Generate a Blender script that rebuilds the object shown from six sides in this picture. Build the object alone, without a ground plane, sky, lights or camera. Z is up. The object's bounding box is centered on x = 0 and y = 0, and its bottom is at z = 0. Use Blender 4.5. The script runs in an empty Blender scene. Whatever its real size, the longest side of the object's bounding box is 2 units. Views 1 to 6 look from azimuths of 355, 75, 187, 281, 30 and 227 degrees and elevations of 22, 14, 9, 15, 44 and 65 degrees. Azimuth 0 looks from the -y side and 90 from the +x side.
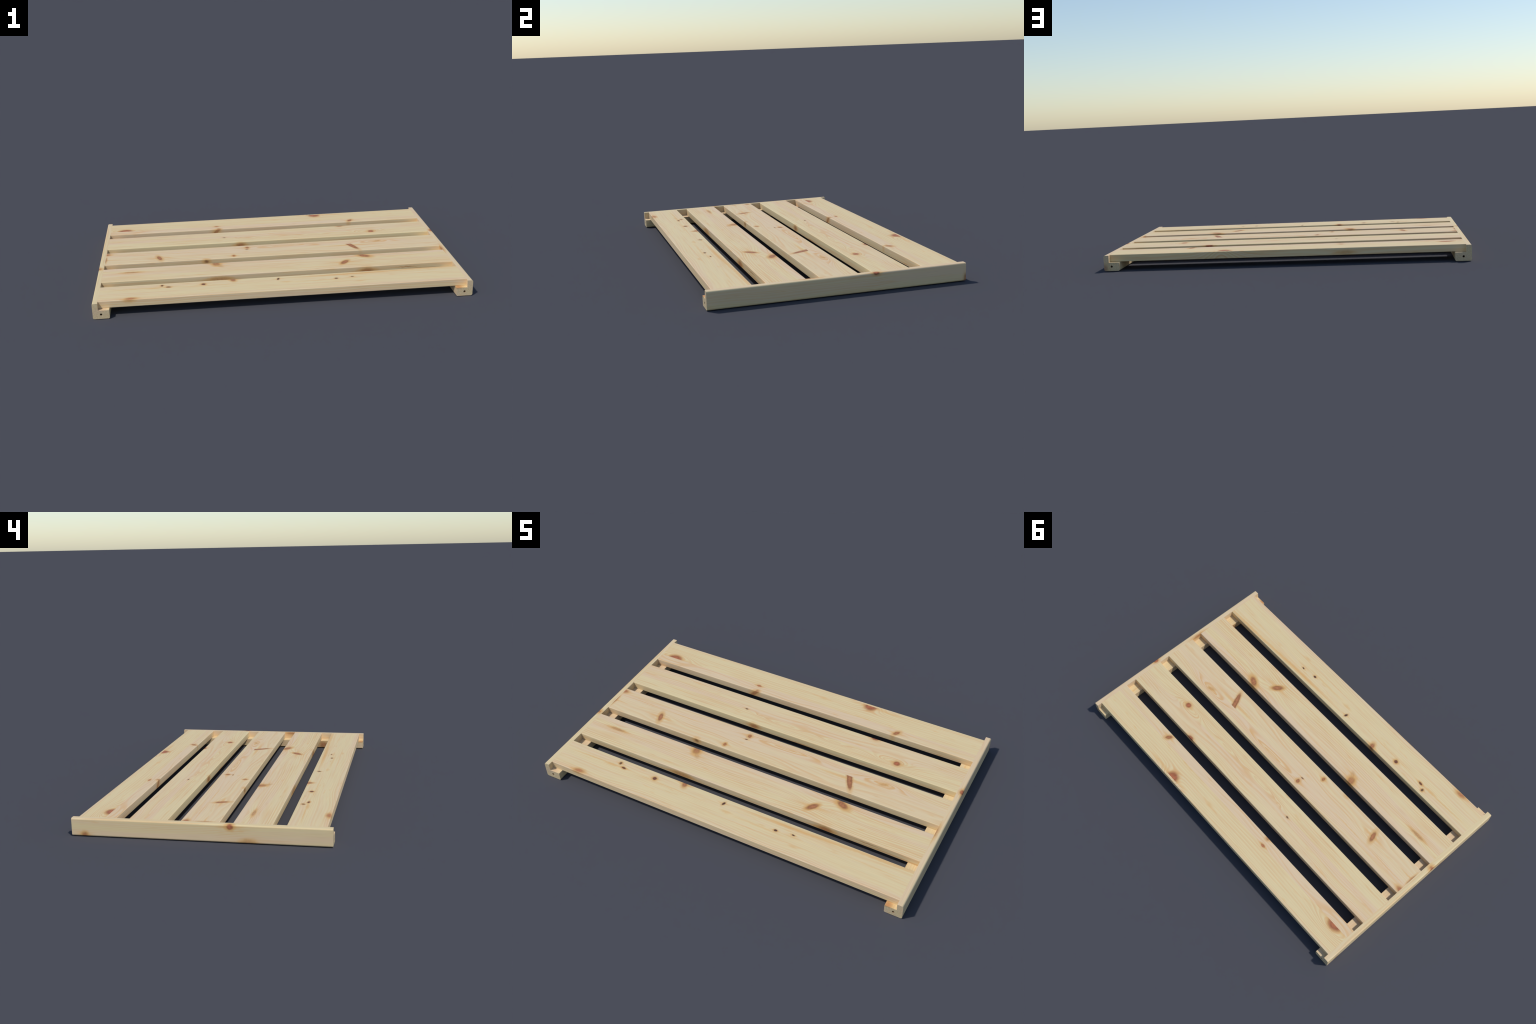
"""Slatted pine shelf: five boards lying in two L-shaped end rails.

Frame: metres, z up.  Boards run along x, rails run along y.
Each piece is cut from "solid" procedural pine: growth rings around a pith,
deflected by knots, with glue lines between the staves of a board.
"""
import bpy, bmesh, math
from mathutils import Matrix, Vector

# ------------------------------------------------------------------ sizes
HALF_LENGTH = 1.000        # outer face of the rails
HALF_WIDTH = 0.6130        # rail ends
TOP = 0.0859               # top of boards and of the rail upstand
LEDGE = 0.0466             # height of the rail's ledge that carries the boards
UPSTAND_INNER = 0.9712     # inner face of the upstand
RAIL_INNER = 0.9135        # inner face of the rail foot
BOARD_WIDTH = 0.1830
BOARD_GAP = 0.0640
PITCH = BOARD_WIDTH + BOARD_GAP
BOARD_EDGE = 0.0032        # rounding of the long board edges
RAIL_EDGE = 0.0080         # rounding of the outer rail corners
HOLE = (0.9568, 0.0242, 0.0060, 0.055)   # x, z, radius, depth of the end bores

# ------------------------------------------------------------------ colours (linear albedo)
def srgb(r, g, b):
    return tuple(((c / 255) / 12.92 if c <= 10 else ((c / 255 + .055) / 1.055) ** 2.4) for c in (r, g, b))

SAP = srgb(230, 208, 159)        # yellowish sapwood
HEART = srgb(229, 201, 163)      # pinkish heartwood
LATE = srgb(224, 180, 126)       # latewood lines
RESIN = srgb(225, 176, 110)      # resin streaks
HALO = srgb(219, 168, 100)       # stained wood round a knot
KNOT = {
    'red':   srgb(180, 104, 68),
    'brown': srgb(178, 115, 74),
    'dark':  srgb(112, 62, 46),
    'black': srgb(80, 44, 38),
    'soft':  srgb(196, 146, 98),
}

# ------------------------------------------------------------------ node helper
class Nodes:
    def __init__(self, tree):
        self.tree = tree
        self.n = 0

    def new(self, kind, **props):
        node = self.tree.nodes.new(kind)
        node.location = ((self.n % 40) * 180, -(self.n // 40) * 260)
        self.n += 1
        for k, v in props.items():
            setattr(node, k, v)
        return node

    def put(self, socket, value):
        if isinstance(value, bpy.types.NodeSocket):
            self.tree.links.new(value, socket)
        elif isinstance(value, (tuple, list)) and len(value) == 3 and socket.type == 'RGBA':
            socket.default_value = (*value, 1)
        else:
            socket.default_value = value

    def math(self, op, a, b=None, c=None, clamp=False):
        node = self.new('ShaderNodeMath', operation=op, use_clamp=clamp)
        for i, v in enumerate((a, b, c)):
            if v is not None:
                self.put(node.inputs[i], v)
        return node.outputs[0]

    def add(self, a, b): return self.math('ADD', a, b)
    def sub(self, a, b): return self.math('SUBTRACT', a, b)
    def mul(self, a, b): return self.math('MULTIPLY', a, b)
    def mad(self, a, b, c): return self.math('MULTIPLY_ADD', a, b, c)

    def ramp(self, x, x0, x1, y0=0.0, y1=1.0, smooth=True):
        node = self.new('ShaderNodeMapRange', interpolation_type='SMOOTHSTEP' if smooth else 'LINEAR')
        node.clamp = True
        for i, v in enumerate((x, x0, x1, y0, y1)):
            self.put(node.inputs[i], v)
        return node.outputs[0]

    def vec(self, x, y, z):
        node = self.new('ShaderNodeCombineXYZ')
        for i, v in enumerate((x, y, z)):
            self.put(node.inputs[i], v)
        return node.outputs[0]

    def split(self, v):
        node = self.new('ShaderNodeSeparateXYZ')
        self.put(node.inputs[0], v)
        return node.outputs[0], node.outputs[1], node.outputs[2]

    def noise(self, v, scale=1.0, detail=2.0, rough=0.5):
        node = self.new('ShaderNodeTexNoise')
        self.put(node.inputs['Vector'], v)
        self.put(node.inputs['Scale'], scale)
        self.put(node.inputs['Detail'], detail)
        self.put(node.inputs['Roughness'], rough)
        return node.outputs[0]

    def ellipsoid(self, v, centre, radii, turn=(0, 0, 0)):
        """v seen from a turned ellipsoid: length 1 on its surface."""
        node = self.new('ShaderNodeMapping', vector_type='TEXTURE')
        self.put(node.inputs['Vector'], v)
        node.inputs['Location'].default_value = centre
        node.inputs['Rotation'].default_value = [math.radians(a) for a in turn]
        node.inputs['Scale'].default_value = radii
        return node.outputs[0]

    def length(self, v):
        node = self.new('ShaderNodeVectorMath', operation='LENGTH')
        self.put(node.inputs[0], v)
        return node.outputs['Value']

    def mix(self, f, a, b, blend='MIX'):
        node = self.new('ShaderNodeMix', data_type='RGBA', blend_type=blend)
        self.put(node.inputs[0], f)
        self.put(node.inputs[6], a)
        self.put(node.inputs[7], b)
        return node.outputs[2]


# ------------------------------------------------------------------ pine
def pine(name, grain, seed, pith, slope=0.0, spacing=0.0085, staves=(), knots=(), swells=(),
         streaks=(), bands=(), tint=0.5, contrast=1.0, end_grain=0.0, wander=1.3):
    """Solid pine.

    grain    'x' or 'y', direction of the fibres
    pith     (v, w) place of the tree's centre in the cross-section, slope: its drift along the fibres
    staves   glue lines: (across-grain position, tint shift, ring width factor) of the stave beyond each
    bands    (from, to, shift): tint drifting across the board
    knots    dicts: at (u, v, w), size radii, turn degrees about w, kind, halo, depth of colour, clip
    swells   (u, v, half length, half width, height): closed contours (cathedral figure)
    streaks  (u, v, half length, half width, strength, skew degrees): resin
    """
    mat = bpy.data.materials.new(name)
    mat.use_nodes = True
    tree = mat.node_tree
    tree.nodes.clear()
    g = Nodes(tree)
    co = g.new('ShaderNodeTexCoord').outputs['Object']
    x, y, z = g.split(co)
    u, v, w = (x, y, z) if grain == 'x' else (y, x, z)
    p = g.vec(u, v, w)

    # glue lines: every stave is another piece of wood
    stave = seed * 3.17
    tone, width = tint - 0.5, spacing
    for (b, shift, factor) in staves:
        beyond = g.math('GREATER_THAN', v, b)
        stave = g.mad(beyond, 1.731, stave)
        tone = g.mad(beyond, shift, tone)
        width = g.mad(beyond, spacing * (factor - 1.0), width)
    for (b0, b1, shift) in bands:
        tone = g.add(g.ramp(v, b0, b1, 0.0, shift), tone)
    ps = g.vec(g.mad(stave, 5.3, u), v, w)
    pith_v = g.mad(g.math('SINE', g.mul(stave, 2.3)), 0.02, pith[0]) if staves else pith[0]

    # growth rings: distance from a wandering, sloping pith
    wa = g.noise(g.ellipsoid(ps, (0, 0, 0), (1 / 1.1, 1 / 5.0, 1 / 5.0)), 1.0, 2.0)
    wb = g.noise(g.ellipsoid(ps, (4.7, 2.1, 0), (1 / 1.6, 1 / 3.0, 1 / 3.0)), 1.0, 1.0)
    vv = g.sub(g.mad(g.sub(wa, 0.5), 0.030 * wander, v), pith_v)
    ww = g.sub(g.mad(u, slope, g.mad(g.sub(wb, 0.5), 0.05 * wander, w)), pith[1])
    r = g.math('SQRT', g.add(g.mul(vv, vv), g.mul(ww, ww)))

    # fibres flow round knots, like a stream round a stone; the figure is boldest there
    bold = 0.0
    for k in knots:
        flow = k.get('flow', 0.0)
        if flow:
            a = max(k['size'][0], k['size'][1]) * 1.2 * flow
            q = g.ellipsoid(p, k['at'], (a * 2.6, a, 0.2))
            _, qv, _ = g.split(q)
            ql = g.length(q)
            bold = g.math('MAXIMUM', bold, g.ramp(ql, 0.6, 2.4, 0.8, 0.0))
            r = g.sub(r, g.math('DIVIDE', g.mul(qv, a * 0.9), g.mad(ql, g.mul(ql, ql), 1.0)))
    for (su, sv, hl, hw, h) in swells:
        ql = g.length(g.ellipsoid(p, (su, sv, 0.02), (hl, hw, 0.1)))
        bold = g.math('MAXIMUM', bold, g.ramp(ql, 0.8, 2.2, 1.0, 0.0))
        r = g.sub(r, g.math('DIVIDE', h, g.mad(ql, ql, 1.0)))

    ring = g.math('DIVIDE', r, width)
    ring = g.mad(g.noise(g.vec(g.mul(ring, 0.31), stave, 0.0), 1.0, 1.0), 2.4, ring)
    part = g.math('FRACT', ring)
    late = g.mul(g.ramp(part, 0.10, 0.72), g.ramp(part, 0.80, 1.0, 1.0, 0.0))
    per_ring = g.new('ShaderNodeTexWhiteNoise', noise_dimensions='2D')
    g.put(per_ring.inputs['Vector'], g.vec(g.math('FLOOR', ring), stave, 0.0))
    drift = g.noise(g.ellipsoid(ps, (1.3, 0, 0), (1 / 1.8, 1 / 16, 1 / 16)), 1.0, 2.0)
    late = g.mul(late, g.mul(g.mad(per_ring.outputs['Value'], 0.7, 0.3), g.math('MAXIMUM', bold, g.ramp(drift, 0.32, 0.62, 0.15, 1.0))))

    # broad colour drift and fine fibres
    band = g.noise(g.vec(g.mul(u, 0.5), g.mad(r, 27.0, stave), stave), 1.0, 2.0)
    col = g.mix(g.ramp(g.add(band, tone), 0.34, 0.66), SAP, HEART)
    streaky = g.noise(g.ellipsoid(ps, (0.7, 0.2, 0), (1 / 2.2, 1 / 45, 1 / 45)), 1.0, 3.0, 0.6)
    col = g.mix(g.ramp(streaky, 0.50, 0.76, 0.0, 0.60 * contrast), col, LATE)
    col = g.mix(g.math('MULTIPLY', late, g.mad(bold, 0.50 * contrast, 0.72 * contrast), clamp=True), col, LATE)
    smudge = g.noise(g.ellipsoid(ps, (2.2, 0.4, 0), (1 / 7.0, 1 / 38, 1 / 38)), 1.0, 2.0, 0.6)
    col = g.mix(g.ramp(smudge, 0.60, 0.80, 0.0, 0.55), col, RESIN)
    fibre = g.noise(g.ellipsoid(ps, (0, 0, 0), (1 / 9.0, 1 / 420.0, 1 / 420.0)), 1.0, 2.0)
    shade = g.ramp(fibre, 0.3, 0.7, 0.965, 1.03, smooth=False)
    col = g.mix(1.0, col, g.vec(shade, shade, shade), 'MULTIPLY')

    # rough outlines for knots and streaks
    jit = g.new('ShaderNodeTexNoise')
    g.put(jit.inputs['Vector'], p)
    jit.inputs['Scale'].default_value = 55.0
    jit.inputs['Detail'].default_value = 2.0
    rag = g.new('ShaderNodeVectorMath', operation='MULTIPLY_ADD')
    g.put(rag.inputs[0], jit.outputs['Color'])
    rag.inputs[1].default_value = (0.008, 0.008, 0.008)
    off = g.new('ShaderNodeVectorMath', operation='ADD')
    g.put(off.inputs[0], p)
    off.inputs[1].default_value = (-0.004, -0.004, -0.004)
    g.put(rag.inputs[2], off.outputs[0])
    pr = rag.outputs[0]

    veins = g.ramp(g.noise(g.ellipsoid(ps, (0, .3, 0), (1 / 3.0, 1 / 90, 1 / 90)), 1.0, 2.0), 0.3, 0.6, 0.65, 1.0)
    for (su, sv, hl, hw, strength, skew) in streaks:
        d = g.length(g.ellipsoid(pr, (su, sv, 0.02), (hl, hw, 0.12), (0, 0, skew)))
        col = g.mix(g.mul(veins, g.ramp(d, 0.15, 1.0, strength, 0.0)), col, RESIN)

    heart_noise = g.noise(g.ellipsoid(p, (0, 0, 0), (1 / 90, 1 / 90, 1 / 90)), 1.0, 2.0)
    for k in knots:
        d = g.length(g.ellipsoid(pr, k['at'], [c * 1.04 for c in k['size']], k.get('turn', (0, 0, 0))))
        depth, halo = k.get('depth', 0.96), min(1.0, k.get('halo', 0.6) * 1.3)
        reach, soft = k.get('reach', 2.3), k.get('soft', 0.42)
        stain = g.ramp(d, 0.9, reach, halo, 0.0)
        core = g.ramp(d, 1.0 - soft, 1.0 + soft * 0.6, depth, 0.0)
        rx, ry, rz = k['size']
        long = g.length(g.ellipsoid(pr, k['at'], (max(rx, ry) * 3.6 + 0.012, min(rx, ry) * 0.8 + 0.001, rz)))
        tail = g.ramp(long, 0.2, 1.0, k.get('tail', 0.65), 0.0)     # resin drawn out along the fibres
        if 'clip' in k:                       # cut off at a glue line
            side, line = k['clip']
            cut = g.math('GREATER_THAN' if side == '>' else 'LESS_THAN', v, line)
            stain, core, tail = g.mul(stain, cut), g.mul(core, cut), g.mul(tail, cut)
        col = g.mix(tail, col, RESIN)
        col = g.mix(stain, col, HALO)
        body = KNOT[k['kind']]
        rim = tuple(c * 0.74 for c in body)
        pale = tuple(min(1, c * 1.08) for c in body)
        inner = g.mix(g.ramp(g.add(g.mul(d, 0.55), heart_noise), 0.55, 0.98), pale, rim)
        col = g.mix(core, col, inner)

    if end_grain:
        col = g.mix(end_grain, col, srgb(176, 160, 132))
        speck = g.noise(p, 150.0, 2.0)
        s = g.ramp(speck, 0.3, 0.7, 0.9, 1.06)
        col = g.mix(1.0, col, g.vec(s, s, s), 'MULTIPLY')

    bsdf = g.new('ShaderNodeBsdfPrincipled')
    out = g.new('ShaderNodeOutputMaterial')
    g.put(bsdf.inputs['Base Color'], col)
    g.put(bsdf.inputs['Roughness'], g.ramp(fibre, 0.3, 0.7, 0.58, 0.68))
    bsdf.inputs['Specular IOR Level'].default_value = 0.38
    bump = g.new('ShaderNodeBump')
    bump.inputs['Strength'].default_value = 0.12
    bump.inputs['Distance'].default_value = 0.0006
    g.put(bump.inputs['Height'], fibre)
    g.put(bsdf.inputs['Normal'], bump.outputs[0])
    tree.links.new(bsdf.outputs[0], out.inputs[0])
    return mat


# ------------------------------------------------------------------ knots of each board, board coordinates
BOARD_Z = (TOP + LEDGE) / 2
HALF_T = (TOP - LEDGE) / 2
centres = [(i - 2) * PITCH for i in range(5)]


def knots_of(board, rows):
    """rows in shelf coordinates: (x, y, z, rx, ry, rz, turn, kind, extras)."""
    out = []
    for (kx, ky, kz, rx, ry, rz, turn, kind, extra) in rows:
        k = dict(at=(kx, ky - centres[board], kz - BOARD_Z), size=(rx, ry, rz),
                 turn=(extra.get('lean', 0), extra.get('tilt', 0), turn), kind=kind)
        k.update({a: b for a, b in extra.items() if a not in ('lean', 'tilt')})
        if 'clip' in k:
            k['clip'] = (k['clip'][0], k['clip'][1] - centres[board])
        out.append(k)
    return out


def places(board, rows):
    return [(r[0], r[1] - centres[board], *r[2:]) for r in rows]


T = TOP
BOARDS = [
    # ---- front board
    dict(seed=1.0, pith=(-0.17, -0.13), slope=0.012, tint=0.40, contrast=0.75, spacing=0.0095, bands=[(-0.030, -0.095, 0.16)],
         knots=knots_of(0, [
             (-0.421, -0.446, T, 0.0110, 0.0105, 0.03, 0, 'dark', dict(flow=0.7, halo=0.7)),
             (-0.262, -0.411, T, 0.0130, 0.0190, 0.06, 20, 'brown', dict(flow=0.6, soft=0.6, lean=-20)),
             (-0.018, -0.436, T, 0.0065, 0.0115, 0.02, -20, 'black', dict(halo=0.5, soft=0.4)),
             (0.292, -0.475, T, 0.0085, 0.0060, 0.02, 0, 'black', dict(halo=0.6, flow=0.8)),
             (0.381, -0.463, T, 0.0085, 0.0045, 0.02, 0, 'black', dict(halo=0.5)),
             (-0.642, -0.432, T, 0.0075, 0.0085, 0.02, 0, 'black', dict(halo=0.7, depth=0.85)),
             (-0.608, -0.454, T, 0.0130, 0.0065, 0.02, -8, 'dark', dict(halo=0.8, flow=1.0)),
             (-0.805, -0.575, T, 0.0260, 0.0110, 0.012, 6, 'red', dict(soft=0.9, halo=0.6, depth=0.8)),
         ]),
         streaks=places(0, [
             (0.42, -0.423, 0.52, 0.0170, 0.95, 1.5), (0.84, -0.413, 0.26, 0.016, 0.9, 0),
             (-0.80, -0.457, 0.20, 0.0070, 0.65, 2), (-0.68, -0.459, 0.07, 0.014, 0.75, 4),
             (-0.34, -0.463, 0.36, 0.0045, 0.55, -1), (0.02, -0.478, 0.05, 0.012, 0.7, 0),
             (0.22, -0.487, 0.24, 0.010, 0.45, -1.5), (0.38, -0.475, 0.08, 0.012, 0.55, -1.5),
             (0.20, -0.520, 0.55, 0.005, 0.45, 0.5), (0.80, -0.468, 0.25, 0.006, 0.4, -1),
         ])),
    # ---- second board
    dict(seed=2.0, pith=(0.15, -0.12), slope=-0.010, tint=0.42, contrast=1.0, spacing=0.0095, bands=[(0.03, 0.08, 0.22)],
         knots=knots_of(1, [
             (-0.340, -0.172, T, 0.0185, 0.0225, 0.03, 25, 'brown', dict(flow=0.8, halo=0.8, soft=0.5, depth=0.8)),
             (-0.318, -0.205, T, 0.010, 0.018, 0.01, 40, 'soft', dict(soft=0.9, halo=0.2, depth=0.4)),
             (0.379, -0.256, T, 0.0330, 0.0150, 0.03, 49, 'brown', dict(flow=1.0, halo=0.75, reach=1.9)),
             (0.506, -0.178, T, 0.0330, 0.0170, 0.03, -27, 'brown', dict(flow=0.9, halo=0.75, soft=0.45)),
             (-0.812, -0.222, T, 0.0400, 0.0070, 0.01, 0, 'soft', dict(soft=0.7, flow=0.5, depth=0.85)),
             (-0.330, -0.338, 0.062, 0.045, 0.02, 0.011, 0, 'soft', dict(soft=0.9, depth=0.75)),
             (0.490, -0.338, 0.058, 0.034, 0.02, 0.016, 0, 'brown', dict(soft=0.8, depth=0.8)),
             (0.710, -0.338, 0.070, 0.045, 0.006, 0.003, 0, 'soft', dict(soft=0.8, depth=0.7, halo=0.3)),
         ]),
         streaks=places(1, [(-0.05, -0.185, 0.30, 0.010, 0.35, -1), (0.75, -0.20, 0.25, 0.006, 0.45, -1),
                            (0.2, -0.30, 0.5, 0.006, 0.3, 0)])),
    # ---- middle board
    dict(seed=3.0, pith=(-0.10, -0.10), slope=0.012, tint=0.46, contrast=0.95, staves=[(0.0215, 0.08, 1.15)],
         knots=knots_of(2, [
             (-0.661, -0.032, T, 0.0125, 0.0310, 0.03, 18, 'brown', dict(halo=0.6, flow=0.7)),
             (-0.233, -0.062, T, 0.0090, 0.0110, 0.03, 0, 'brown', dict(halo=0.8, flow=0.8)),
             (-0.146, 0.054, T, 0.0105, 0.0130, 0.03, 0, 'brown', dict(halo=0.6, flow=0.8)),
             (-0.151, 0.024, T, 0.0100, 0.0040, 0.02, 5, 'dark', dict(halo=0.3, depth=0.8)),
             (0.462, 0.000, T, 0.0145, 0.0740, 0.03, 25, 'brown', dict(halo=0.5, clip=('<', 0.0215), reach=1.7, soft=0.25)),
             (-0.969, 0.066, T, 0.020, 0.014, 0.02, 0, 'red', dict(soft=0.7, halo=0.5, depth=0.8)),
             (-0.972, -0.020, T, 0.008, 0.034, 0.02, 0, 'brown', dict(soft=0.7, halo=0.5, depth=0.8)),
             (-0.392, -0.0915, 0.072, 0.012, 0.01, 0.010, 0, 'dark', dict(soft=0.9, halo=0.6, depth=0.75, reach=3.0)),
             (0.630, 0.042, T, 0.016, 0.007, 0.02, 20, 'soft', dict(soft=0.9, halo=0.5, depth=0.45, reach=2.6)),
         ]),
         swells=places(2, [(0.62, 0.050, 0.12, 0.022, 0.045), (0.08, 0.058, 0.20, 0.020, 0.055)]),
         streaks=places(2, [(-0.80, 0.033, 0.22, 0.006, 0.7, 0), (-0.55, 0.030, 0.15, 0.005, 0.55, -1),
                            (0.20, 0.055, 0.16, 0.010, 0.4, -2), (-0.75, 0.060, 0.2, 0.004, 0.4, -1)])),
    # ---- fourth board
    dict(seed=4.6, pith=(0.13, -0.09), slope=0.012, tint=0.36, contrast=0.85, spacing=0.0125, staves=[(-0.010, 0.20, 0.45)],
         knots=knots_of(3, [
             (-0.272, 0.244, T, 0.0100, 0.0050, 0.02, 0, 'black', dict(halo=0.3, depth=0.8)),
             (0.630, 0.213, T, 0.0170, 0.0155, 0.03, 10, 'red', dict(halo=0.5, flow=0.7)),
             (0.457, 0.340, T - 0.004, 0.0220, 0.0140, 0.016, 0, 'red', dict(halo=0.4, flow=0.5)),
             (-0.178, 0.155, 0.066, 0.024, 0.010, 0.012, 0, 'brown', dict(soft=0.8, depth=0.8)),
             (0.100, 0.155, 0.046, 0.050, 0.010, 0.006, 0, 'red', dict(soft=0.8, depth=0.7, halo=0.4)),
         ]),
         swells=places(3, [(0.600, 0.212, 0.10, 0.028, 0.080), (-0.03, 0.215, 0.14, 0.018, 0.055), (0.27, 0.215, 0.10, 0.016, 0.040),
                           (-0.187, 0.230, 0.02, 0.010, 0.012)]),
         streaks=places(3, [(-0.70, 0.215, 0.18, 0.008, 0.35, -1)])),
    # ---- back board
    dict(seed=5.2, pith=(-0.16, -0.12), slope=-0.01, tint=0.58, contrast=0.9, spacing=0.0090, staves=[(-0.039, -0.26, 1.2), (0.0785, 0.08, 0.7)],
         knots=knots_of(4, [
             (-0.880, 0.452, T, 0.0420, 0.0330, 0.03, 0, 'red', dict(clip=('>', 0.455), halo=0.6, flow=1.1, reach=1.5)),
             (0.330, 0.574, T, 0.0360, 0.0390, 0.03, 0, 'red', dict(clip=('<', 0.5725), halo=0.4, flow=1.1, reach=1.6)),
             (0.540, 0.428, T, 0.0200, 0.0110, 0.03, 50, 'brown', dict(halo=0.6, flow=0.8)),
             (-0.308, 0.452, T, 0.0150, 0.0070, 0.02, 0, 'red', dict(halo=0.5, flow=0.7, depth=0.85)),
             (-0.312, 0.404, T - 0.017, 0.0095, 0.0130, 0.040, 0, 'brown', dict(halo=0.5, flow=0.5, soft=0.6, tilt=48, depth=0.8)),
             (-0.335, 0.5845, 0.060, 0.030, 0.006, 0.010, 0, 'soft', dict(soft=0.9, depth=0.4, halo=0.3)),
         ]),
         swells=places(4, [(0.345, 0.560, 0.060, 0.040, 0.050), (-0.88, 0.470, 0.070, 0.030, 0.045)]),
         streaks=places(4, [(0.45, 0.560, 0.10, 0.012, 0.6, -3), (0.62, 0.44, 0.12, 0.006, 0.35, -2)])),
]

# ------------------------------------------------------------------ meshes
def rounded(points, segments=6):
    """points: (x, z, radius) corners of a closed profile; rounds the corners that have a radius."""
    out = []
    n = len(points)
    for i, (px, pz, rad) in enumerate(points):
        here = Vector((px, pz))
        if rad <= 0:
            out.append(here)
            continue
        a = (Vector(points[i - 1][:2]) - here).normalized()
        b = (Vector(points[(i + 1) % n][:2]) - here).normalized()
        half = a.angle(b) / 2
        c = here + (a + b).normalized() * (rad / math.sin(half))
        s, e = here + a * rad / math.tan(half) - c, here + b * rad / math.tan(half) - c
        turn = s.angle_signed(e)
        for j in range(segments + 1):
            t = turn * j / segments
            out.append(c + (s * math.sin(turn - t) + e * math.sin(t)) / math.sin(turn))
    return out


def extrude_profile(name, profile, axis, lo, hi, cuts=1):
    """Prism: closed profile swept along 'x' or 'y', with flat ends."""
    bm = bmesh.new()
    rows = []
    for i in range(cuts + 1):
        t = lo + (hi - lo) * i / cuts
        rows.append([bm.verts.new((t, q.x, q.y) if axis == 'x' else (q.x, t, q.y)) for q in profile])
    n = len(profile)
    for a, b in zip(rows, rows[1:]):
        for i in range(n):
            bm.faces.new((a[i], a[(i + 1) % n], b[(i + 1) % n], b[i]))
    bm.faces.new(rows[0])
    bm.faces.new(rows[-1])
    bmesh.ops.recalc_face_normals(bm, faces=bm.faces)
    mesh = bpy.data.meshes.new(name)
    bm.to_mesh(mesh)
    bm.free()
    return mesh


def smooth_sides(mesh, limit=35):
    """Rounded edges shade round while the flats stay flat."""
    for f in mesh.polygons:
        f.use_smooth = True
    mesh.set_sharp_from_angle(angle=math.radians(limit))
    holder = bpy.data.objects.new('shading_helper', mesh)
    bpy.context.scene.collection.objects.link(holder)
    mod = holder.modifiers.new('weight', 'WEIGHTED_NORMAL')
    mod.mode, mod.weight, mod.keep_sharp = 'FACE_AREA', 100, True
    bpy.context.view_layer.update()
    done = bpy.data.meshes.new_from_object(holder.evaluated_get(bpy.context.evaluated_depsgraph_get()))
    bpy.data.objects.remove(holder, do_unlink=True)
    done.name = mesh.name
    return done


def bore(mesh, side):
    """Blind holes in both ends of a rail."""
    hx, hz, rad, depth = HOLE
    body = bpy.data.objects.new('rail_blank', mesh)
    bpy.context.scene.collection.objects.link(body)
    tools = []
    for end in (-1, 1):
        bm = bmesh.new()
        bmesh.ops.create_cone(bm, cap_ends=True, segments=28, radius1=rad, radius2=rad, depth=depth * 2)
        bmesh.ops.rotate(bm, verts=bm.verts, cent=(0, 0, 0),
                         matrix=Matrix.Rotation(math.pi / 2, 3, 'X'))
        bmesh.ops.translate(bm, verts=bm.verts, vec=(side * hx, end * HALF_WIDTH, hz))
        m = bpy.data.meshes.new('drill')
        bm.to_mesh(m)
        bm.free()
        o = bpy.data.objects.new('drill', m)
        bpy.context.scene.collection.objects.link(o)
        mod = body.modifiers.new('bore', 'BOOLEAN')
        mod.operation, mod.solver, mod.object = 'DIFFERENCE', 'EXACT', o
        tools.append(o)
    bpy.context.view_layer.update()
    done = bpy.data.meshes.new_from_object(body.evaluated_get(bpy.context.evaluated_depsgraph_get()))
    for o in tools + [body]:
        bpy.data.objects.remove(o, do_unlink=True)
    done.name = mesh.name
    return done


# ------------------------------------------------------------------ build
scene = bpy.context.scene
shelf = bpy.data.objects.new('wooden_shelf', None)
shelf['label'] = 'pale pine shelf of five knotty slats on two L-shaped rails'
shelf['category'] = 'shelf'
scene.collection.objects.link(shelf)

hw, e = BOARD_WIDTH / 2, BOARD_EDGE
gap = 0.00006
board_profile = rounded([(-hw, -HALF_T + gap, e), (hw, -HALF_T + gap, e), (hw, HALF_T, e), (-hw, HALF_T, e)], 5)
board_mesh = extrude_profile('slat', board_profile, 'x', -UPSTAND_INNER + gap, UPSTAND_INNER - gap, 8)
board_mesh = smooth_sides(board_mesh)
board_mesh.materials.append(None)
for i, spec in enumerate(BOARDS):
    slat = bpy.data.objects.new('slat', board_mesh)
    slat.location = (0, centres[i], BOARD_Z)
    slat.parent = shelf
    scene.collection.objects.link(slat)
    slat.material_slots[0].link = 'OBJECT'
    slat.material_slots[0].material = pine('pine_board', 'x', **spec)

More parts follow.
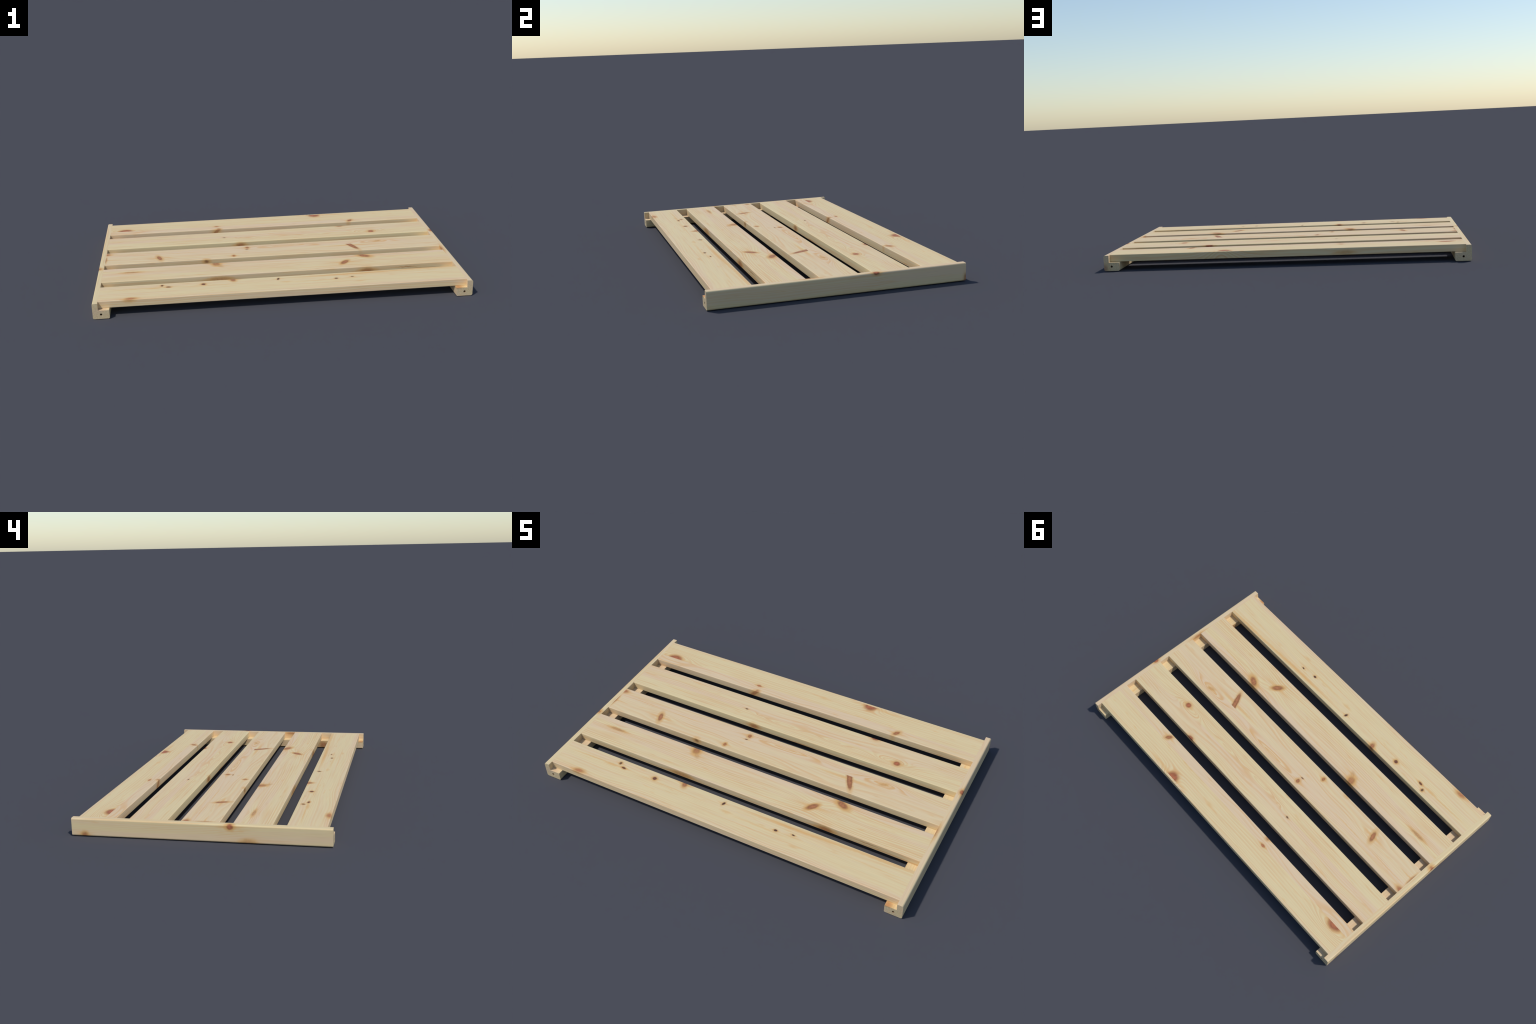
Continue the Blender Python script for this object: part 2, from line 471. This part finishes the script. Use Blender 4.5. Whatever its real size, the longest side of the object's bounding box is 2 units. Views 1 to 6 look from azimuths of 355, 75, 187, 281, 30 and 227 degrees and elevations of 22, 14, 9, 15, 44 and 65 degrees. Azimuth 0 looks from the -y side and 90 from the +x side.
RAILS = {
    -1: dict(seed=7.0, pith=(-1.05, 0.20), slope=0.01, tint=0.50, contrast=0.75, spacing=0.008,
             knots=[
                 dict(at=(-0.146, -1.0, 0.075), size=(0.0155, 0.02, 0.0125), kind='red', halo=0.7, flow=0.8),
                 dict(at=(-0.229, -1.0, 0.004), size=(0.026, 0.01, 0.014), kind='soft', soft=0.9, halo=0.5, depth=0.7),
                 dict(at=(0.549, -1.0, 0.008), size=(0.013, 0.01, 0.012), kind='brown', soft=0.9, halo=0.6),
             ]),
    1: dict(seed=8.0, pith=(1.10, 0.16), slope=-0.01, tint=0.48, contrast=0.55, spacing=0.008,
            knots=[
                dict(at=(0.169, 0.997, 0.086), size=(0.0155, 0.014, 0.010), kind='red', halo=0.5, flow=0.7),
                dict(at=(0.613, 1.0, 0.012), size=(0.010, 0.02, 0.024), kind='brown', soft=0.7, halo=0.3, tail=0.0),
                dict(at=(-0.355, 0.9120, 0.018), size=(0.028, 0.004, 0.024), kind='brown', soft=0.6, halo=0.4, tail=0.0, depth=0.8),
                dict(at=(-0.135, 0.972, 0.082), size=(0.030, 0.006, 0.010), kind='brown', soft=0.9, halo=0.5, reach=3.5, depth=0.75),
                dict(at=(-0.604, 0.925, 0.0466), size=(0.020, 0.018, 0.004), kind='red', soft=0.9, halo=0.5, depth=0.5),
            ],
            streaks=[(-0.20, 0.974, 0.16, 0.006, 0.5, 0)]),
}
bore_dark_brown = bpy.data.materials.new('dark_brown_bore')
bore_dark_brown.use_nodes = True
_b = bore_dark_brown.node_tree.nodes['Principled BSDF']
_n = bore_dark_brown.node_tree.nodes.new('ShaderNodeTexNoise')
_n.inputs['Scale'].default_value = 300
_r = bore_dark_brown.node_tree.nodes.new('ShaderNodeValToRGB')
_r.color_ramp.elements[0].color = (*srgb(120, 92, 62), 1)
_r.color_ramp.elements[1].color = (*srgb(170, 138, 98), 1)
bore_dark_brown.node_tree.links.new(_n.outputs[0], _r.inputs[0])
bore_dark_brown.node_tree.links.new(_r.outputs[0], _b.inputs['Base Color'])
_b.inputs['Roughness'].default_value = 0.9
for side, spec in RAILS.items():
    o, r = HALF_LENGTH, RAIL_EDGE
    corners = [(o, 0, r), (o, TOP, r), (UPSTAND_INNER, TOP, 0), (UPSTAND_INNER, LEDGE, 0),
               (RAIL_INNER, LEDGE, 0.0012), (RAIL_INNER, 0, r * 0.85)]
    profile = rounded([(side * cx, cz, cr) for cx, cz, cr in corners], 7)
    mesh = extrude_profile('rail', profile, 'y', -HALF_WIDTH, HALF_WIDTH, 1)
    mesh = bore(mesh, side)
    mesh = smooth_sides(mesh)
    mesh.materials.clear()
    mesh.materials.append(pine('pine_rail', 'y', **spec))
    mesh.materials.append(pine('pine_rail_end', 'y', end_grain=0.38, **spec))
    mesh.materials.append(bore_dark_brown)
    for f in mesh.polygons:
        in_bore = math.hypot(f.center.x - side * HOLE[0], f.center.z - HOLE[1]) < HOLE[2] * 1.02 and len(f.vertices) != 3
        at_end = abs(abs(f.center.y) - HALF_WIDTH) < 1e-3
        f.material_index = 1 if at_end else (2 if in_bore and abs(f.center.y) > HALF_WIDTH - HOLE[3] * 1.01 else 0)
    rail = bpy.data.objects.new('rail', mesh)
    rail.parent = shelf
    scene.collection.objects.link(rail)
